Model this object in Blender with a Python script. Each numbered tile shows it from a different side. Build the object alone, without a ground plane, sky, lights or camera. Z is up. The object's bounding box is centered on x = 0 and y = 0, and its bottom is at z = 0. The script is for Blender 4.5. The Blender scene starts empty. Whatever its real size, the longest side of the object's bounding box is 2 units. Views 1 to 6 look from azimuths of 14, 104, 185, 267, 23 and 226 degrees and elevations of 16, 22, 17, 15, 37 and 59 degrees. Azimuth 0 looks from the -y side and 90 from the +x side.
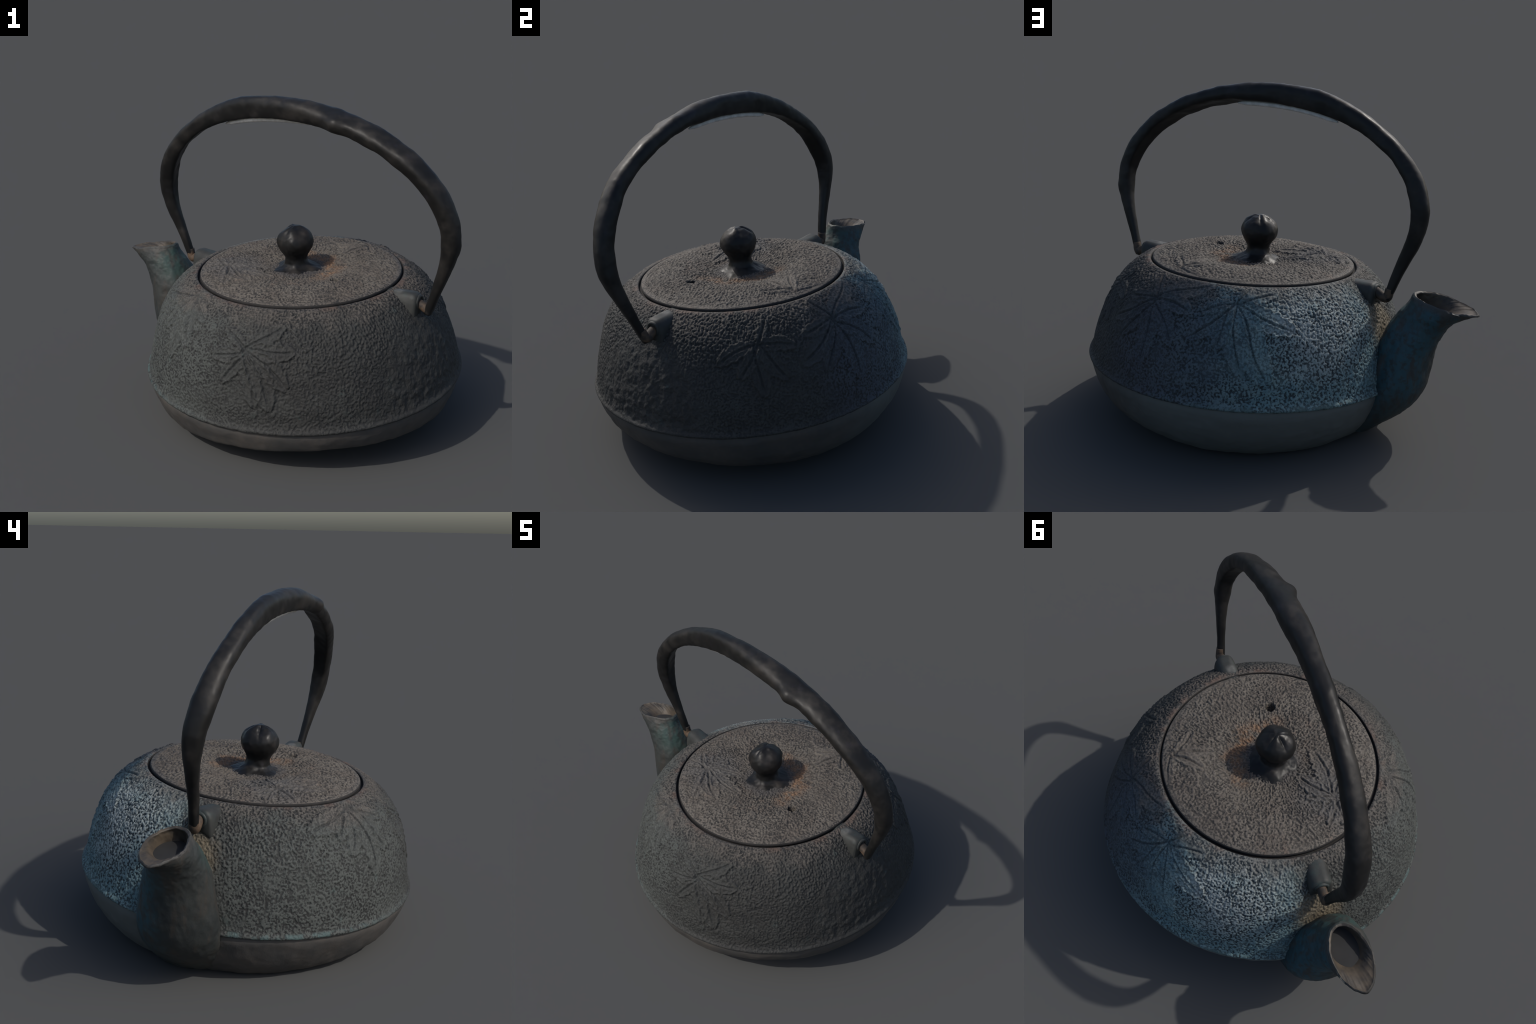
"""Cast-iron tea kettle: round body with leaf relief, spout, arched hollow handle, lid with knob."""
import bpy, math
import numpy as np

# ------------------------------------------------------------------ frame of the kettle
AXIS = np.array([-.040, -.070, 1.0]); AXIS /= np.linalg.norm(AXIS)      # the kettle leans a little
EX = np.array([1, 0, 0]) - AXIS[0] * AXIS; EX /= np.linalg.norm(EX)
EY = np.cross(AXIS, EX)
SEAM = np.array([.154, .0, .280])                                       # centre of the belly seam
LID_H = .513                                                            # lid groove above the seam
GRAIN = dict(scale=92.0, detail=2.0, rough=.45)                         # the cast, pitted grain
COL = bpy.context.scene.collection


# ------------------------------------------------------------------ helpers
def smooth(x, a, b):
    t = np.clip((x - a) / (b - a), 0, 1)
    return t * t * (3 - 2 * t)


def spline(pts, n, kind="catmull"):
    """Points on a smooth curve through (catmull) or near (bspline) the control rows."""
    P = np.asarray(pts, float); m = len(P)
    u = np.linspace(0, 1, n) * (m - 1)
    i = np.clip(u.astype(int), 0, m - 2); f = (u - i)[:, None]
    Q = np.vstack([2 * P[0] - P[1], P, 2 * P[-1] - P[-2]])
    a, b, c, d = Q[i], Q[i + 1], Q[i + 2], Q[i + 3]
    if kind == "bspline":
        return ((1 - f)**3 * a + (3*f**3 - 6*f**2 + 4) * b + (-3*f**3 + 3*f**2 + 3*f + 1) * c + f**3 * d) / 6
    return .5 * (2*b + (c - a) * f + (2*a - 5*b + 4*c - d) * f*f + (3*b - a - 3*c + d) * f**3)


def profile(pts, step):
    """Monotone resampling of a (height, radius) profile at about even spacing, softly rounded."""
    P = np.asarray(pts, float)
    s = np.r_[0, np.cumsum(np.hypot(*np.diff(P, axis=0).T))]
    # finite-difference hermite with limited slopes
    d = np.diff(P, axis=0) / np.diff(s)[:, None]
    m = np.vstack([d[0], (d[1:] + d[:-1]) / 2, d[-1]])
    q = np.linspace(0, s[-1], max(8, int(s[-1] / step)))
    k = np.clip(np.searchsorted(s, q, side="right") - 1, 0, len(P) - 2)
    h = (s[k + 1] - s[k]); t = (q - s[k]) / h
    t2, t3 = t*t, t*t*t
    out = ((2*t3 - 3*t2 + 1)[:, None] * P[k] + ((t3 - 2*t2 + t) * h)[:, None] * m[k]
           + (-2*t3 + 3*t2)[:, None] * P[k + 1] + ((t3 - t2) * h)[:, None] * m[k + 1])
    return out


def new_object(name, verts, faces, mat, parent=None, smooth_shade=True):
    me = bpy.data.meshes.new(name)
    me.from_pydata([tuple(v) for v in verts] if len(verts) < 5000 else verts.tolist(), [], faces)
    me.validate()
    if smooth_shade:
        me.polygons.foreach_set("use_smooth", np.ones(len(me.polygons), bool))
    me.update()
    ob = bpy.data.objects.new(name, me)
    COL.objects.link(ob)
    if mat:
        me.materials.append(mat)
    if parent:
        ob.parent = parent
    return ob


def grid_faces(nr, nc, wrap=True, flip=False):
    """Quads of nr rings with nc points each."""
    i = np.arange(nr - 1)[:, None]; j = np.arange(nc if wrap else nc - 1)[None]
    j2 = (j + 1) % nc
    q = np.stack([i*nc + j, i*nc + j2, (i + 1)*nc + j2, (i + 1)*nc + j], -1).reshape(-1, 4)
    return (q[:, ::-1] if flip else q).tolist()


def grid_normals(G):
    """Outward normals of a ring grid G[nr, nc, 3] (rings go up, points go counter-clockwise)."""
    du = np.roll(G, -1, 1) - np.roll(G, 1, 1)
    dv = np.gradient(G, axis=0)
    n = np.cross(du, dv)
    return n / (np.linalg.norm(n, axis=-1, keepdims=True) + 1e-12)


def noise_at(points, scale, detail=1.0, rough=.5, seed=(0, 0, 0)):
    """Blender's own Noise Texture sampled at points, so relief and colour share one grain."""
    me = bpy.data.meshes.new("sampler"); me.vertices.add(len(points))
    me.vertices.foreach_set("co", np.ascontiguousarray(points, np.float32).ravel())
    ob = bpy.data.objects.new("sampler", me); COL.objects.link(ob)
    ng = bpy.data.node_groups.new("sampler", "GeometryNodeTree")
    ng.interface.new_socket("Geometry", in_out="INPUT", socket_type="NodeSocketGeometry")
    ng.interface.new_socket("Geometry", in_out="OUTPUT", socket_type="NodeSocketGeometry")
    N = ng.nodes
    gi, go = N.new("NodeGroupInput"), N.new("NodeGroupOutput")
    pos, add, tex, st = N.new("GeometryNodeInputPosition"), N.new("ShaderNodeVectorMath"), N.new("ShaderNodeTexNoise"), N.new("GeometryNodeStoreNamedAttribute")
    add.inputs[1].default_value = seed
    tex.inputs["Scale"].default_value = scale; tex.inputs["Detail"].default_value = detail; tex.inputs["Roughness"].default_value = rough
    st.data_type = "FLOAT"; st.domain = "POINT"; st.inputs["Name"].default_value = "fac"
    L = ng.links.new
    L(pos.outputs[0], add.inputs[0]); L(add.outputs[0], tex.inputs["Vector"])
    val = [s for s in st.inputs if s.name == "Value" and s.enabled][0]
    L(tex.outputs[0], val); L(gi.outputs[0], st.inputs["Geometry"]); L(st.outputs[0], go.inputs[0])
    md = ob.modifiers.new("sampler", "NODES"); md.node_group = ng
    dg = bpy.context.evaluated_depsgraph_get(); ev = ob.evaluated_get(dg)
    out = np.empty(len(points), np.float32)
    ev.data.attributes["fac"].data.foreach_get("value", out)
    bpy.data.objects.remove(ob); bpy.data.meshes.remove(me); bpy.data.node_groups.remove(ng)
    return out.astype(float)


def kettle(h, r, th, centre=None):
    """Point at height h, radius r, angle th in the kettle's own leaning frame."""
    c = SEAM if centre is None else centre
    h, r, th = np.broadcast_arrays(h, r, th)
    return c + h[..., None]*AXIS + (r*np.cos(th))[..., None]*EX + (r*np.sin(th))[..., None]*EY


# ------------------------------------------------------------------ materials
class Mat:
    def __init__(s, name):
        s.m = bpy.data.materials.new(name); s.m.use_nodes = True
        s.t = s.m.node_tree; s.N = s.t.nodes; s.b = s.N["Principled BSDF"]
        s.tc = s.N.new("ShaderNodeTexCoord")

    def link(s, a, b): s.t.links.new(a, b)

    def vec(s, seed=(0, 0, 0), scale=(1, 1, 1)):
        mp = s.N.new("ShaderNodeMapping"); mp.inputs["Location"].default_value = seed; mp.inputs["Scale"].default_value = scale
        s.link(s.tc.outputs["Object"], mp.inputs["Vector"]); return mp.outputs[0]

    def noise(s, scale, detail=2, rough=.5, seed=(0, 0, 0), stretch=(1, 1, 1)):
        n = s.N.new("ShaderNodeTexNoise"); n.inputs["Scale"].default_value = scale
        n.inputs["Detail"].default_value = detail; n.inputs["Roughness"].default_value = rough
        s.link(s.vec(seed, stretch), n.inputs["Vector"]); return n.outputs[0]

    def math(s, op, a, b=0.0, c=None):
        n = s.N.new("ShaderNodeMath"); n.operation = op
        for k, v in enumerate((a, b) + ((c,) if c is not None else ())):
            if isinstance(v, (int, float)): n.inputs[k].default_value = v
            else: s.link(v, n.inputs[k])
        return n.outputs[0]

    def step(s, x, lo, hi, to0=0.0, to1=1.0):
        n = s.N.new("ShaderNodeMapRange"); n.interpolation_type = "SMOOTHSTEP"
        s.link(x, n.inputs["Value"])
        for k, v in zip(("From Min", "From Max", "To Min", "To Max"), (lo, hi, to0, to1)): n.inputs[k].default_value = v
        return n.outputs["Result"]

    def mix(s, fac, a, b, mode="MIX"):
        n = s.N.new("ShaderNodeMix"); n.data_type = "RGBA"; n.blend_type = mode
        for sock, v in ((n.inputs["Factor"], fac), (n.inputs["A"] if 0 else n.inputs[6], a), (n.inputs[7], b)):
            if hasattr(v, "links"): s.link(v, sock)
            elif isinstance(v, (int, float)): sock.default_value = v
            else: sock.default_value = (*v, 1)
        return n.outputs[2]

    def spot(s, centre, radius, soft=.5, wobble=.0, wscale=6):
        """1 inside a ball about centre, fading outwards; edge broken by noise."""
        v = s.N.new("ShaderNodeVectorMath"); v.operation = "DISTANCE"
        s.link(s.tc.outputs["Object"], v.inputs[0]); v.inputs[1].default_value = centre
        d = v.outputs["Value"]
        if wobble:
            d = s.math("ADD", d, s.math("MULTIPLY", s.math("SUBTRACT", s.noise(wscale, 5, .65, seed=centre), .5), wobble))
        return s.step(d, radius * (1 - soft), radius * (1 + soft), 1, 0)

    def along(s, direction, origin=(0, 0, 0)):
        """Signed distance of the point along a direction."""
        sub = s.N.new("ShaderNodeVectorMath"); sub.operation = "SUBTRACT"; sub.inputs[1].default_value = origin
        s.link(s.tc.outputs["Object"], sub.inputs[0])
        v = s.N.new("ShaderNodeVectorMath"); v.operation = "DOT_PRODUCT"
        s.link(sub.outputs[0], v.inputs[0]); v.inputs[1].default_value = direction
        return v.outputs["Value"]

    def done(s, color, rough=.7, metal=0.0, bump=None, bump_d=.002, bump_s=.4, spec=.35):
        for k, v in (("Base Color", color), ("Roughness", rough)):
            if hasattr(v, "links"): s.link(v, s.b.inputs[k])
            elif isinstance(v, (int, float)): s.b.inputs[k].default_value = v
            else: s.b.inputs[k].default_value = (*v, 1)
        s.b.inputs["Metallic"].default_value = metal
        s.b.inputs["Specular IOR Level"].default_value = spec
        if bump is not None:
            n = s.N.new("ShaderNodeBump"); n.inputs["Distance"].default_value = bump_d; n.inputs["Strength"].default_value = bump_s
            s.link(bump, n.inputs["Height"]); s.link(n.outputs[0], s.b.inputs["Normal"])
        return s.m


def lin(r, g, b): return (r, g, b)


def cast_grain(M):
    """0 in the pits, 1 on the raised islands of the cast surface."""
    g = M.noise(GRAIN["scale"], GRAIN["detail"], GRAIN["rough"])
    g = M.math("ADD", g, M.math("MULTIPLY", M.math("SUBTRACT", M.noise(13, 3, .6, seed=(5, 9, 5)), .5), .22))
    worn = M.step(M.noise(4.5, 4, .6, seed=(8, 3, 6)), .42, .68, 0, .55)
    return M.math("MAXIMUM", M.step(g, .38, .57), worn)


def body_material(name="skylight_tinted_iron", plain_leaf=0.0, vein=0.0):
    M = Mat(name)
    grain = cast_grain(M)
    bald = M.spot((.88, -.36, .36), .36, .3, .25, 6)
    grain = M.math("MAXIMUM", grain, M.math("MULTIPLY", bald, .55))
    if plain_leaf: grain = M.step(grain, 0, 1, plain_leaf, 1)
    mott = M.noise(5, 4, .6, seed=(3, 1, 7)); fine = M.noise(130, 3, .6, seed=(1, 5, 2))
    top = M.mix(M.step(mott, .35, .65), (.030, .0295, .0275), (.037, .038, .0355))
    pit = (.0165, .017, .017)  # pits painted darker for the occlusion shade between grains
    pale = M.math("MULTIPLY", M.spot((-.55, -.36, .52), .60, .45, .5, 5), M.step(M.noise(12, 5, .65, seed=(1, 4, 8)), .3, .55, .55, 1))  # wall lightened on the spout-front side for light baked there
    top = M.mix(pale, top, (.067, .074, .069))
    # bluish window light baked into the colour of the flank beside the spout
    blue = M.math("MULTIPLY", M.spot((-.18, .72, .50), .60, .45, .40, 5), M.step(M.noise(9, 5, .65, seed=(2, 8, 1)), .25, .5, .6, 1))
    blue = M.math("MULTIPLY", blue, M.step(M.along((.354, .935, 0), (.153, 0, 0)), -.02, .16))
    blue_c = M.mix(M.step(M.noise(14, 3, .6, seed=(9, 2, 4)), .35, .65), (.100, .180, .205), (.165, .250, .258))
    top = M.mix(blue, top, blue_c); pitc = M.mix(blue, pit, (.016, .024, .030))
    pale_patch = M.math("MULTIPLY", M.spot((-.26, .56, .70), .24, .6, .25, 7), M.step(M.noise(10, 5, .65, seed=(7, 7, 2)), .3, .55, .4, .85))  # whitish patch on the upper shoulder beside the spout
    top = M.mix(pale_patch, top, (.31, .335, .325))
    # dark indigo stain next to it
    stain = M.spot((.42, .70, .52), .34, .5, .3, 6)
    top = M.mix(M.math("MULTIPLY", stain, .7), top, (.050, .060, .082))
    # green verdigris flecks
    verd = M.step(M.noise(11, 5, .7, seed=(6, 6, 0)), .60, .74, 0, .55)
    top = M.mix(verd, top, (.055, .085, .080))
    # warm dust round the lid
    hgt = M.along(tuple(AXIS), tuple(SEAM))
    dust = M.math("MULTIPLY", M.step(M.math("ADD", hgt, M.math("MULTIPLY", M.math("SUBTRACT", M.noise(7, 5, .65), .5), .30)), .43, .52), .75)
    top = M.mix(dust, top, (.100, .087, .075))
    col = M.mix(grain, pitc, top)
    # rust line on the rim, rust between lug and spout
    rust = M.math("MULTIPLY", M.step(hgt, .500, .520), M.step(M.noise(9, 4, .6, seed=(4, 4, 4)), .48, .62, 0, .6))
    col = M.mix(rust, col, (.125, .075, .054))
    tan = M.math("MULTIPLY", M.spot((-.585, .30, .60), .12, .5, .12, 16), .75)
    col = M.mix(tan, col, (.16, .13, .085))
    # verdigris on the crisp edge of the seam
    lip = M.math("MULTIPLY", M.step(M.math("ABSOLUTE", M.math("SUBTRACT", hgt, .012)), .006, .016, 1, 0), M.step(M.noise(14, 4, .7, seed=(8, 1, 1)), .42, .60, 0, .85))
    lip = M.math("MULTIPLY", lip, M.spot((-.50, .35, .27), .95, .35, .3, 5))
    col = M.mix(lip, col, (.066, .105, .104))
    col = M.mix(M.step(fine, .3, .7, 0, .25), col, (.03, .03, .03))
    if vein: col = M.mix(vein, col, (.016, .018, .020))
    return M.done(col, rough=.72, metal=.0, bump=M.math("ADD", M.math("MULTIPLY", grain, .6), M.math("MULTIPLY", fine, .5)), bump_d=.004, bump_s=.5, spec=.3)


def base_material():
    M = Mat("plain_grey_iron")
    a = M.noise(6, 5, .6, seed=(5, 0, 2)); f = M.noise(60, 4, .65)
    col = M.mix(M.step(a, .35, .65), (.050, .048, .046), (.072, .064, .057))
    col = M.mix(M.step(f, .35, .7, 0, .4), col, (.045, .047, .047))
    col = M.mix(M.math("MULTIPLY", M.spot((.0, .75, .2), .65, .4, .3), .8), col, (.105, .118, .115))
    return M.done(col, .68, bump=f, bump_d=.003, bump_s=.4, spec=.3)


def lid_material(name="dusty_cast_iron", plain_leaf=0.0, vein=0.0):
    M = Mat(name)
    grain = cast_grain(M)
    bald = M.spot((.88, -.36, .36), .36, .3, .25, 6)
    grain = M.math("MAXIMUM", grain, M.math("MULTIPLY", bald, .55))
    if plain_leaf: grain = M.step(grain, 0, 1, plain_leaf, 1)
    mott = M.noise(6, 5, .6, seed=(2, 2, 9)); fine = M.noise(130, 3, .6, seed=(1, 5, 2))
    top = M.mix(M.step(mott, .35, .65), (.100, .085, .071), (.124, .110, .093))
    top = M.mix(M.step(M.noise(8, 5, .7, seed=(7, 0, 3)), .56, .74, 0, .5), top, (.135, .09, .065))
    grey = M.spot((-.22, -.10, .8), .16, .5, .15, 10)
    top = M.mix(M.math("MULTIPLY", grey, .6), top, (.085, .085, .085))
    col = M.mix(grain, (.028, .026, .024), top)
    # orange-brown arc beside the knob
    ring = M.spot((.11, -.045, .80), .235, .2, .14, 14)
    side = M.step(M.along((.93, .36, 0), (.11, -.045, .8)), .02, .13)
    inner = M.spot((.12, -.05, .80), .140, .25, .06, 14)
    rust = M.math("MULTIPLY", M.math("MULTIPLY", ring, side), M.math("SUBTRACT", 1.0, inner))
    rust = M.math("MULTIPLY", rust, M.step(M.noise(20, 4, .6, seed=(3, 3, 3)), .36, .58))
    col = M.mix(M.math("MULTIPLY", rust, .85), col, (.185, .105, .058))
    soot = M.math("MULTIPLY", inner, .8)
    col = M.mix(soot, col, (.048, .045, .045))
    hole = M.spot((.352, -.243, .805), .024, .10)
    col = M.mix(hole, col, (.012, .012, .012))
    col = M.mix(M.step(fine, .3, .7, 0, .25), col, (.04, .038, .036))
    if vein: col = M.mix(vein, col, (.022, .021, .020))
    return M.done(col, .72, bump=M.math("ADD", M.math("MULTIPLY", grain, .6), M.math("MULTIPLY", fine, .5)), bump_d=.004, bump_s=.5, spec=.3)


def black_material(name, base=(.010, .0098, .0096), worn=(.028, .025, .0225), rough=.42):
    M = Mat(name)
    a = M.noise(7, 5, .65, seed=(1, 1, 4)); f = M.noise(40, 4, .6)
    col = M.mix(M.step(a, .45, .72), base, worn)
    col = M.mix(M.step(M.noise(13, 4, .6, seed=(4, 7, 1)), .58, .74, 0, .5), col, (.026, .024, .030))
    r = M.step(a, .3, .7, rough - .06, rough + .14)
    return M.done(col, r, metal=.0, bump=M.math("ADD", a, M.math("MULTIPLY", f, .3)), bump_d=.005, bump_s=.25, spec=.24)


def spout_material():
    M = Mat("teal_stained_iron")
    a = M.noise(7, 5, .65, seed=(0, 3, 3)); g = M.noise(42, 3, .6, seed=(2, 0, 0))
    col = M.mix(M.step(a, .35, .65), (.019, .022, .022), (.032, .035, .033))
    lat = M.along((.354, .935, 0), (.153, 0, 0))
    teal = M.math("MULTIPLY", M.step(M.math("ADD", lat, M.math("MULTIPLY", M.math("SUBTRACT", a, .5), .25)), -.02, .14), M.step(g, .36, .55, .45, 1))
    teal = M.math("MULTIPLY", teal, M.step(M.math("ADD", M.along((0, 0, 1)), M.math("MULTIPLY", a, .3)), .30, .60, .25, 1))
    streak = M.step(M.noise(16, 4, .6, seed=(5, 5, 1), stretch=(1, 1, .25)), .50, .64, 0, .75)
    col = M.mix(M.math("MULTIPLY", teal, .9), col, (.018, .062, .080))
    verd = M.math("MULTIPLY", M.spot((-.66, .27, .70), .12, .6, .15, 9), .7)
    col = M.mix(verd, col, (.032, .068, .060))
    col = M.mix(streak, col, (.036, .031, .026))
    rim = M.step(M.along((-.161, .061, .985), (-.849, .380, .732)), -.025, -.004, 0, .8)
    col = M.mix(M.math("MULTIPLY", rim, M.step(g, .35, .6, .5, 1)), col, (.046, .042, .038))
    col = M.mix(M.step(g, .30, .5, .5, 0), col, (.022, .026, .028))
    return M.done(col, .6, bump=M.math("ADD", g, M.math("MULTIPLY", a, .5)), bump_d=.004, bump_s=.4, spec=.35)


def mouth_material():
    M = Mat("brown_mouth_iron")
    a = M.noise(12, 4, .6, seed=(2, 3, 3))
    col = M.mix(M.step(a, .35, .65), (.032, .028, .024), (.078, .061, .043))
    return M.done(col, .55, bump=a, bump_d=.006, bump_s=.4)


def lug_material():
    M = Mat("worn_lug_iron")
    a = M.noise(16, 4, .6, seed=(6, 2, 3)); f = M.noise(50, 3, .6)
    col = M.mix(M.step(a, .35, .65), (.020, .021, .020), (.031, .033, .030))
    col = M.mix(M.step(M.noise(12, 4, .6, seed=(1, 9, 3)), .52, .7, 0, .5), col, (.028, .050, .050))
    col = M.mix(M.math("MULTIPLY", M.spot((.685, -.265, .80), .024, .6, .03, 25), .7), col, (.13, .13, .12))
    col = M.mix(M.step(f, .35, .65, .35, 0), col, (.03, .03, .03))
    return M.done(col, .6, bump=M.math("ADD", a, f), bump_d=.003, bump_s=.35)


def plain(name, a, b, scale, rough):
    M = Mat(name); n = M.noise(scale, 4, .6)
    return M.done(M.mix(M.step(n, .35, .65), a, b), rough, bump=n, bump_d=.003, bump_s=.3)


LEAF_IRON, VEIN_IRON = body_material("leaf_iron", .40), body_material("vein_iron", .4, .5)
LEAF_LID, VEIN_LID = lid_material("leaf_dusty_iron", .45), lid_material("vein_dusty_iron", .4, .45)
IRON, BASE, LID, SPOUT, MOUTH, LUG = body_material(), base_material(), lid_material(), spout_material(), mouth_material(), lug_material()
BLACK = black_material("black_handle_iron")
KNOB = black_material("black_knob_iron", (.009, .009, .0092), (.030, .025, .022), .42)
RUST = plain("rusty_hook_iron", (.026, .022, .019), (.090, .058, .036), 22, .7)
PALE = plain("pale_strip_grey", (.46, .45, .43), (.62, .61, .59), 20, .5)
GAP = plain("shadow_painted_gap", (.014, .013, .013), (.022, .020, .019), 12, .8)  # groove walls coloured near black to draw the shadow line round the lid
DARK = plain("dark_spout_bore", (.019, .019, .019), (.024, .024, .024), 10, .8)

root = bpy.data.objects.new("cast_iron_teakettle", None); COL.objects.link(root)
root["label"] = "old round cast iron tea kettle with leaf relief"
root["category"] = "tea kettle"

# ------------------------------------------------------------------ leaf relief
# each maple leaf: angle round the kettle, height, radius, then lobes (clock angle from up, length)
LEAVES = [
    (54.3, .418, .692, [(-150, .23), (-120, .26), (-89, .17), (-20, .14), (51, .28), (88, .21), (131, .24), (169, .29)]),
    (89.8, .453, .660, [(-110, .15), (-132, .25), (-159, .21), (172, .30), (151, .37), (109, .28), (68, .19), (22, .11)]),
    (-98.9, .368, .730, [(-106, .17), (-149, .18), (168, .24), (150, .27), (125, .24), (84, .21), (46, .19), (-60, .14)]),
    (-169.1, .541, .394, [(-31, .13), (-72, .13), (-125, .14), (164, .23), (140, .25), (115, .28), (81, .21), (49, .13)]),
    (48.0, .527, .482, [(167, .15), (-149, .19), (-107, .16), (-40, .15)]),
    (-137.1, .490, .600, [(-101, .26), (-128, .18), (-152, .22), (174, .30), (146, .25), (118, .18)]),
    (20.0, .400, .705, [(-150, .16), (-110, .18), (180, .22), (140, .20), (100, .17), (30, .12)]),
]


def leaf_relief(P, Nrm):
    """Height added by the leaves and how far they smooth the grain away (1 = grain stays)."""
    add = np.zeros(len(P)); keep = np.ones(len(P)); leafy = np.zeros(len(P)); veiny = np.zeros(len(P))
    for az, h, r, lobes in LEAVES:
        c = kettle(h, r, math.radians(az))
        k = np.linalg.norm(P - c, axis=1) < .40
        k &= (Nrm @ (Nrm[np.argmin(np.linalg.norm(P - c, axis=1))])) > .2
        if not k.any(): continue
        n = Nrm[np.argmin(np.linalg.norm(P - c, axis=1))]
        up = EY if n @ AXIS > .95 else AXIS
        e1 = up - (up @ n) * n; e1 /= np.linalg.norm(e1); e2 = np.cross(e1, n)
        d = P[k] - c; rho = np.linalg.norm(d, axis=1)
        ang = np.arctan2(d @ e2, d @ e1)
        lift = np.zeros(len(d)); dent = np.zeros(len(d)); flat = np.zeros(len(d)); ridge = np.zeros(len(d)); vrim = np.zeros(len(d))
        for a, L in lobes:
            da = (ang - math.radians(a) + math.pi) % (2 * math.pi) - math.pi
            L = L * 1.12; t = rho * np.cos(da) / L; w = rho * np.sin(da) + .012 * np.sin(rho * 16 + a)
            half = L * (.025 + .215 * np.clip(t, 0, 1)**.8 * np.clip(1 - t, 0, 1)**.7 * 2.0) * (1 + .10 * np.sin(rho * 150 + a))
            inside = smooth(half - np.abs(w), -.004, .006) * (t > 0) * smooth(1 - t, 0, .06)
            flat = np.maximum(flat, inside)
            lift = np.maximum(lift, inside * smooth(t, 0, .3))
            ridge = np.maximum(ridge, np.exp(-((np.abs(w) - half) / .006)**2) * (t > .12) * (t < 1.0) * (1 if L > .13 else .5))
            vrim = np.maximum(vrim, np.exp(-((np.abs(w) - .0105) / .0045)**2) * (t > .03) * smooth(1 - t, 0, .25))
            dent = np.maximum(dent, np.exp(-(w / .0046)**2) * (t > 0) * smooth(1 - t, 0, .2))
        add[k] += .0035 * lift + .0064 * ridge - .0062 * dent + .0030 * vrim
        keep[k] *= 1 - .58 * flat
        leafy[k] = np.maximum(leafy[k], flat); veiny[k] = np.maximum(veiny[k], dent)
    return add, keep, leafy, veiny


def cast(G, fade=None, amp=.0046):
    """Displace a ring grid by the cast grain and the leaves."""
    sh = G.shape; N = grid_normals(G).reshape(-1, 3); P = G.reshape(-1, 3)
    n0 = noise_at(P, GRAIN["scale"], GRAIN["detail"], GRAIN["rough"])
    g = .6 * smooth(n0, .38, .60) + 1.6 * np.clip(n0 - .30, 0, .5)
    rough = .7 + .6 * noise_at(P, 4, 2, .5, (9, 9, 9))
    bald = smooth(np.linalg.norm(P - np.array([.88, -.36, .36]), axis=1) + .25 * (noise_at(P, 6, 2) - .5), .46, .26)
    lumps = (noise_at(P, 26, 2, .55, (2, 4, 1)) - .5) * .022 * bald
    slow = noise_at(P, 9, 2, .5, (3, 0, 5)) - .5
    add, keep, leafy, veiny = leaf_relief(P, N)
    d = (g - .6) * amp * rough * keep * (.65 + .75 * smooth((P - SEAM) @ AXIS, .24, .42)) * (1 - .8 * bald) + slow * .008 + lumps + add
    if fade is not None: d = d * np.broadcast_to(fade, sh[:2]).reshape(-1)
    kind = np.where(veiny > .42, 2, np.where(leafy > .5, 1, 0))
    return (P + N * d[:, None]).reshape(sh), kind


def paint_leaves(ob, kind, mats):
    """Leaf lobes and their veins are pieces with their own materials."""
    for m in mats: ob.data.materials.append(m)
    n = len(ob.data.polygons)
    first = np.empty(n, np.int32); ob.data.polygons.foreach_get("loop_start", first)
    vi = np.empty(len(ob.data.loops), np.int32); ob.data.loops.foreach_get("vertex_index", vi)
    ob.data.polygons.foreach_set("material_index", kind[vi[first]].astype(np.int32)); ob.data.update()


# ------------------------------------------------------------------ body
NT = 1300
th = np.linspace(0, 2 * np.pi, NT, endpoint=False)[None]


def dented(G):
    """The kettle is not perfectly round: the shoulder is flattened on one side."""
    rel = G - SEAM; h = rel @ AXIS
    out = rel - h[..., None] * AXIS
    n = out / (np.linalg.norm(out, axis=-1, keepdims=True) + 1e-9)
    side = np.clip(n @ (.906 * EX + .423 * EY), 0, 1)**2.5
    k = .013 * side * smooth(h, .16, .34) * (1 - .75 * smooth(h, .46, .52))
    return G - n * k[..., None]


UPPER = [(-.004, .838), (-.002, .848), (.004, .8545), (.012, .8535), (.022, .844), (.05, .8345), (.1, .826), (.15, .814), (.2, .800), (.25, .785),
         (.3, .767), (.34, .748), (.38, .724), (.42, .694), (.45, .664), (.475, .634), (.496, .600), (.510, .571), (.5135, .559), (.511, .549), (.504, .5465), (.499, .546), (.497, .500)]
pr = profile(UPPER, .0043)
G = kettle(pr[:, :1], pr[:, 1:], th)
s = pr[:, 0]; ring = np.arange(len(s))
top_i = int(np.argmax(s))
fade = (smooth(ring, 5, 11) * (1 - smooth(ring, top_i - 6, top_i + 2)))[:, None] * .95 + .05
G, kind = cast(dented(G), fade)
wob = noise_at(G[:12].reshape(-1, 3), 30, 2, .5).reshape(12, NT) - .5
G[:12] += (wob * smooth(np.arange(12), 12, 4)[:, None] * .010)[..., None] * AXIS
kind = kind.reshape(len(pr), NT); kind[(ring > top_i) & (pr[:, 1] < .553)] = 3; kind = kind.reshape(-1)
paint_leaves(new_object("upper_body", G.reshape(-1, 3), grid_faces(len(pr), NT), IRON, root), kind, (LEAF_IRON, VEIN_IRON, GAP))

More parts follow.
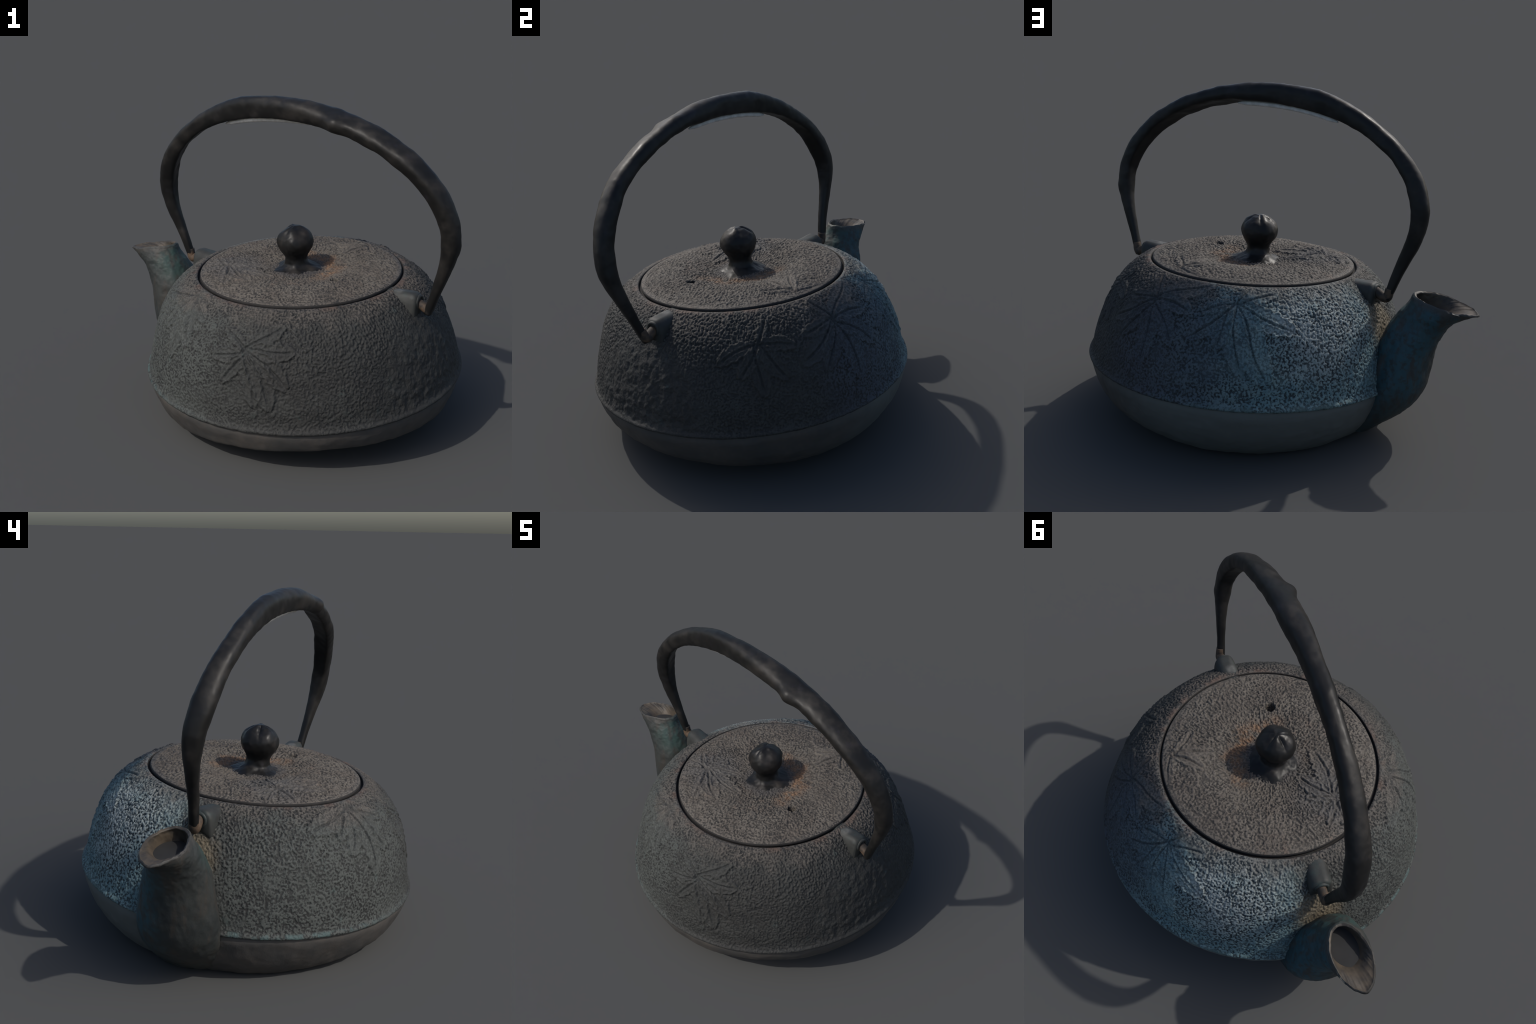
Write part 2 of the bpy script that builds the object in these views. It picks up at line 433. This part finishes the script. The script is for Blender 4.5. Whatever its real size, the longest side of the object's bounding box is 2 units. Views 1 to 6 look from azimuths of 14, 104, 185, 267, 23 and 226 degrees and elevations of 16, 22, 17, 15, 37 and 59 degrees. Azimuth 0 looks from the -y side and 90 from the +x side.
LOWER = [(-.40, .02), (-.395, .25), (-.375, .42), (-.345, .56), (-.31, .635), (-.27, .691), (-.22, .745), (-.15, .796), (-.08, .828), (-.03, .8425), (-.012, .8415), (-.004, .838), (.004, .835)]
pl = profile(LOWER, .009)
tl = np.linspace(0, 2 * np.pi, 480, endpoint=False)[None]
G = kettle(pl[:, :1], pl[:, 1:], tl)
P = G.reshape(-1, 3)
lump = noise_at(P, 5, 2, .5) - .5
# the underside is worn flat: slightly higher at the front than at the back
cut = np.maximum(0.0, .050 + .078 * (P[:, 0] - .154) - .075 * P[:, 1] + .014 * smooth(P[:, 1], .1, .5)) + lump * .03 * smooth(P[:, 2], .12, .0)
cut = np.maximum(cut, 0)
P[:, 2] = .5 * (P[:, 2] + cut + np.sqrt((P[:, 2] - cut)**2 + .012**2)) - .006
edge = smooth(np.repeat(pl[:, 0], 480), -.005, -.06)
P += grid_normals(G).reshape(-1, 3) * ((lump * .016 + (noise_at(P, 14, 2, .6, (1, 2, 3)) - .5) * .010) * edge)[:, None]
P[:, 2] -= P[:, 2].min()
new_object("lower_body", P, grid_faces(len(pl), 480) + [list(range(479, -1, -1))], BASE, root)

# ------------------------------------------------------------------ lid
LIDP = [(-.014, .515), (-.011, .534), (-.004, .5360), (.003, .5355), (.008, .531), (.0115, .520), (.0195, .476), (.0265, .43), (.0305, .385), (.0305, .34), (.0275, .30), (.020, .25),
        (.0115, .20), (.0075, .15), (.012, .11), (.016, .07), (.017, .006)]
pd = profile([(LID_H + h, r) for h, r in LIDP], .0043)
NL = 800
tl = np.linspace(0, 2 * np.pi, NL, endpoint=False)[None]
G = kettle(pd[:, :1], pd[:, 1:], tl)
rr = pd[:, 1]
fade = (smooth(np.arange(len(rr)), 11, 17) * smooth(rr, .05, .17))[:, None]
G, kind = cast(G, fade)
ctr = np.array([.354, -.244, .815])
dist = np.linalg.norm((G - ctr) - ((G - ctr) @ AXIS)[..., None] * AXIS, axis=-1)
G -= (smooth(dist, .026, .019) * .045)[..., None] * AXIS
lid = new_object("lid", G.reshape(-1, 3), grid_faces(len(pd), NL) + [list(range((len(pd) - 1) * NL, len(pd) * NL))], LID, root)
kind = kind.reshape(len(pd), NL); kind[(np.arange(len(pd)) < 30) & (rr > .5335) | (pd[:, 0] < LID_H - .003) & (rr > .5)] = 3
paint_leaves(lid, kind.reshape(-1), (LEAF_LID, VEIN_LID, GAP))

# knob: pear shape on a spreading lobed foot, fluted crown
KN = [(-.008, .135), (.003, .118), (.011, .100), (.020, .082), (.032, .066), (.048, .0615), (.064, .060), (.084, .067), (.107, .082), (.129, .0935), (.150, .0965), (.172, .0935),
      (.195, .083), (.214, .066), (.227, .046), (.2345, .027), (.2385, .013), (.239, .002)]
pk = profile(KN, .004)
nk = 128
tk = np.linspace(0, 2 * np.pi, nk, endpoint=False)[None]
foot = smooth(pk[:, :1], .06, .0); crown = smooth(pk[:, :1], .165, .215) * smooth(pk[:, 1:], .01, .03)
R = pk[:, 1:] * (1 + .022 * (1 - foot) * np.cos(5 * tk + 1.1) * smooth(pk[:, :1], .06, .12) + foot * (.05 * np.cos(5 * tk + .6) + .06 * np.cos(3 * tk) + .10 * np.cos(tk - .9)))
H = pk[:, :1] - crown * (.5 + .5 * np.cos(tk - 2.6)) * .010 * (1 - np.abs(np.cos(2.5 * tk + .4)))**2 + crown * .004 * np.cos(3 * tk)
G = kettle(H, R, tk, np.array([.113, -.041, .798]))
P = G.reshape(-1, 3)
P += grid_normals(G).reshape(-1, 3) * ((noise_at(P, 13, 2, .55) - .5) * (.016 + .008 * np.repeat(foot[:, 0], nk)))[:, None]
new_object("knob", P, grid_faces(len(pk), nk) + [list(range((len(pk) - 1) * nk, len(pk) * nk))], KNOB, lid)

# ------------------------------------------------------------------ spout
SU = np.array([-.935, .354, 0]); SN = np.array([.354, .935, 0]); SO = np.array([.153, 0, 0]); UPV = np.array([0, 0, 1.0])
# rows: distance out, sideways, height, tilt of section, half depth, half width
SECT = [(.70, .050, .080, -.68, .075, .170), (.85, .030, .30, -.46, .146, .195), (.912, .012, .53, -.30, .132, .160), (.965, .0, .635, -.22, .128, .125),
        (1.018, -.002, .690, -.18, .137, .113), (1.068, 0, .736, -.180, .163, .096)]
ns, nc = 110, 160
C = spline(SECT, ns)
ts = np.linspace(0, 2 * np.pi, nc, endpoint=False)


def ring_at(row, grow=0.0, drop=0.0, lip=0.0):
    d, l, z, tilt, a, b = row
    A = math.cos(tilt) * SU + math.sin(tilt) * UPV
    nrm = np.cross(A, SN); nrm *= np.sign(nrm[2]) or 1
    ca, sb = np.cos(ts), np.sin(ts)
    slim = .24 * smooth(z, .70, .55) * smooth(z, .12, .30)          # pinched where it leaves the wall
    pinch = lip * np.exp(-(((ts + math.pi) % (2 * math.pi) - math.pi) / .35)**2)
    return (SO + d * SU + l * SN + z * UPV + ((a + grow) * ca + pinch)[:, None] * A + ((b + grow) * sb * (1 - slim * (.55 * np.clip(.25 - ca, 0, 1) - .75 * smooth(-ca, .30, .85))))[:, None] * SN + drop * nrm - (pinch * .2)[:, None] * UPV)


rings = [ring_at(r, lip=.012 * smooth(k / ns, .85, 1.0)) for k, r in enumerate(C)]
G = np.array(rings)
N_ = grid_normals(G[:, ::1])
if ((N_[60] * (G[60] - G[60].mean(0))).sum(1)).mean() < 0: N_ = -N_
P = G.reshape(-1, 3)
b1 = noise_at(P, 14, 2, .5) - .5; b2 = noise_at(P, 45, 1, .5) - .5
P += N_.reshape(-1, 3) * (b1 * .014 + b2 * .005)[:, None]
G = P.reshape(G.shape)
last = C[-1]
edge_n = noise_at(G[-1], 22, 2, .5) - .5
G[-1] += edge_n[:, None] * .022 * UPV
lipring = G[-1] * .0 + G[-1] + (G[-1].mean(0) - G[-1]) * .06 + UPV * .006
outer = np.concatenate([G, lipring[None]])
spout = new_object("spout", outer.reshape(-1, 3), grid_faces(len(outer), nc), SPOUT, root)
# the bore: from the lip down to a dark floor
A_ = math.cos(-.10) * SU + math.sin(-.10) * UPV
PLUG = np.array([-.778, .359, .688])
plug = PLUG + .092 * np.cos(ts)[:, None] * A_ + .066 * np.sin(ts)[:, None] * SN
inner = [lipring, lipring + (lipring.mean(0) - lipring) * .08 - UPV * .006]
for f in (.35, .65, .9, 1.0):
    inner.append(inner[1] * (1 - f) + plug * f + UPV * (.010 * math.sin(math.pi * min(f, 1))))
inner = np.array(inner)
inner = np.array([spline(inner[:, j], 40) for j in range(nc)]).transpose(1, 0, 2)
q = inner.reshape(-1, 3); q += ((noise_at(q, 18, 2, .5) - .5) * smooth(np.repeat(np.arange(40), nc), 2, 10) * .02)[:, None] * SU
new_object("mouth_lining", q, grid_faces(40, nc), MOUTH, spout)
c = PLUG + UPV * .004; fl = c + (plug - PLUG) * 1.12
new_object("bore_floor", np.concatenate([fl, [c]]), [[j, (j + 1) % nc, nc] for j in range(nc)], DARK, spout)

# ------------------------------------------------------------------ handle
# control rows: position, half depth, half width, twist
HANDLE = [(-.572, .269, .710, .020, .022, -.09), (-.629, .265, .877, .028, .020, .01), (-.698, .275, 1.028, .041, .035, .26), (-.720, .267, 1.188, .055, .057, .29),
          (-.642, .192, 1.381, .044, .051, .27), (-.457, .082, 1.541, .044, .045, .05), (-.222, -.029, 1.635, .062, .040, -.14), (.026, -.157, 1.661, .060, .050, -.03),
          (.285, -.270, 1.646, .046, .064, .17), (.518, -.362, 1.576, .041, .064, .23), (.718, -.435, 1.465, .042, .057, .24), (.868, -.456, 1.306, .046, .050, .16),
          (.940, -.450, 1.105, .046, .047, .15), (.888, -.384, .919, .029, .024, .19), (.829, -.320, .707, .018, .020, .22)]
nh, nw = 420, 72
C = spline(HANDLE, nh, "bspline")
p = C[:, :3]; T = np.gradient(p, axis=0); T /= np.linalg.norm(T, axis=1)[:, None]
pn = np.linalg.svd(p - p.mean(0))[2][2]; pn = -pn if pn[1] > 0 else pn
A = np.cross(pn, T)
if A[nh // 2] @ (p[nh // 2] - p.mean(0)) < 0: A = -A
A /= np.linalg.norm(A, axis=1)[:, None]; B = np.cross(T, A)
ph = C[:, 5:6]
A2, B2 = np.cos(ph) * A + np.sin(ph) * B, -np.sin(ph) * A + np.cos(ph) * B
w = np.linspace(0, 2 * np.pi, nw, endpoint=False)[None]
tt = np.linspace(0, 1, nh)[:, None]
# the sheet is rolled: an open channel runs along the inside
chan = smooth(tt, .10, .22) * smooth(tt, .90, .78)
dphi = (w - np.pi + np.pi) % (2 * np.pi) - np.pi
groove = 1 - .16 * chan * np.exp(-((w - np.pi) / .55)**2) + .10 * chan * (np.exp(-((w - np.pi - .95) / .35)**2) + np.exp(-((w - np.pi + .95) / .35)**2))
ca = np.sign(np.cos(w)) * np.abs(np.cos(w))**.78 * .985; sa = np.sign(np.sin(w)) * np.abs(np.sin(w))**.78 * .985
p = p - A2 * .0005
G = p[:, None] + (C[:, 3:4] * ca * groove)[..., None] * A2[:, None] + (C[:, 4:5] * sa)[..., None] * B2[:, None]
P = G.reshape(-1, 3)
N_ = grid_normals(G)
if (N_[50] * (G[50] - G[50].mean(0))).sum() < 0: N_ = -N_
ham = (noise_at(P, 7, 2, .5) - .5) * .016 + (noise_at(P, 22, 1, .5, (5, 5, 5)) - .5) * .004
slim = smooth(np.repeat(C[:, 4], nw), .015, .045)
d = ham * (.3 + .7 * slim)
d += .030 * np.exp(-(np.linalg.norm(P - np.array([.33, -.375, 1.60]), axis=1) / .045)**2)
P += N_.reshape(-1, 3) * d[:, None]
fc = grid_faces(nh, nw) + [list(range(nw))[::-1], list(range((nh - 1) * nw, nh * nw))]
handle = new_object("handle", P, fc, BLACK, root)


def tube(name, pts, radii, mat, parent, n=60, m=28):
    R = spline([(*a, r) for a, r in zip(pts, radii)], n)
    q = R[:, :3]; t = np.gradient(q, axis=0); t /= np.linalg.norm(t, axis=1)[:, None]
    u = np.cross(t, np.array([.3, .8, .5])); u /= np.linalg.norm(u, axis=1)[:, None]; v = np.cross(t, u)
    a = np.linspace(0, 2 * np.pi, m, endpoint=False)[None]
    g = q[:, None] + (R[:, 3:4] * np.cos(a))[..., None] * u[:, None] + (R[:, 3:4] * np.sin(a))[..., None] * v[:, None]
    return new_object(name, g.reshape(-1, 3), grid_faces(n, m) + [list(range(m))[::-1], list(range((n - 1) * m, n * m))], mat, parent)


# hooked ends that pass into the lugs
tube("hook", [(-.583, .269, .765), (-.578, .268, .730), (-.566, .264, .714), (-.545, .256, .720), (-.505, .240, .748), (-.46, .22, .755)], (.022, .024, .025, .024, .022, .020), RUST, handle)
tube("hook", [(.845, -.333, .77), (.838, -.322, .738), (.826, -.313, .726), (.805, -.305, .736), (.765, -.290, .752), (.72, -.27, .755)], (.021, .023, .025, .024, .022, .020), RUST, handle)
# pale strip under the crown of the handle
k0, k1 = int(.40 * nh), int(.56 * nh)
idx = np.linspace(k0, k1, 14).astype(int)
tube("pale_strip", [tuple(p[i] - A2[i] * (C[i, 3] * .90 + .007)) for i in idx], [.004] + [.013] * 12 + [.004], PALE, handle, 80, 16)


# ------------------------------------------------------------------ lugs
def lug(rootp, front, halfw, top, bottom):
    rootp, front = np.array(rootp), np.array(front)
    ax = front - rootp; L = np.linalg.norm(ax); ax /= L
    side = np.cross(ax, UPV); side /= np.linalg.norm(side)
    a = np.linspace(0, 2 * np.pi, 72, endpoint=False)
    rows = []
    for t, sc in ((0, 1.14), (.25, 1.12), (.5, 1.08), (.75, 1.03), (.88, 1.0), (.94, .96), (.98, .88), (1.0, .74), (1.0, .4), (1.0, .05)):
        hw = halfw * sc; zc = (top + bottom) / 2; hz = (top - bottom) / 2
        x = np.sign(np.sin(a)) * np.abs(np.sin(a))**.72 * hw
        up = np.cos(a)
        z = zc + np.where(up > 0, np.abs(up)**.72, np.sign(up) * np.abs(up)**.6) * hz * (sc if t > .9 else 1) - .010 * (1 - t)
        x = x * np.where(up < 0, 1 + .0 * up, 1); x = np.sign(x) * np.where(up < .2, np.maximum(np.abs(x), hw * (1 + .22 * smooth(-up, -.2, .9)) * (np.abs(np.sin(a)) > .02) * smooth(1 + up, 0, .03)), np.abs(x))
        y = rootp + ax * (L * t)
        lean = np.where(up < 0, -up, 0)**1.5 * .05 * t
        rows.append(y[None] * np.array([1, 1, 0]) + x[:, None] * side + z[:, None] * UPV - lean[:, None] * ax)
    g = np.array(rows); q = g.reshape(-1, 3)
    q += ((noise_at(q, 16, 2, .5) - .5) * .024)[:, None] * (ax * .3 + UPV * .7)
    f = grid_faces(len(rows), 72) + [list(range((len(rows) - 1) * 72, len(rows) * 72))]
    o = new_object("handle_lug", q, f, LUG, root)
    c = front * np.array([1, 1, 0]) + UPV * (top - .048) - ax * .004
    n, m = 48, 14
    b = np.linspace(0, 2 * np.pi, n, endpoint=False)[:, None]; e = np.linspace(0, 2 * np.pi, m, endpoint=False)[None]
    rad = .029 + .009 * np.cos(e)
    g = c + (rad * np.cos(b))[..., None] * side + (rad * np.sin(b))[..., None] * UPV + (.010 * np.sin(e) + 0 * b)[..., None] * ax
    g2 = np.concatenate([g, g[:1]])
    fr = []
    for i in range(n):
        for j in range(m):
            fr.append([i*m + j, ((i + 1) % n)*m + j, ((i + 1) % n)*m + (j + 1) % m, i*m + (j + 1) % m])
    new_object("eye_rim", g.reshape(-1, 3), fr, LUG, o)


lug((.585, -.215, 0), (.786, -.297, 0), .058, .801, .585)
lug((-.37, .165, 0), (-.520, .243, 0), .060, .785, .585)
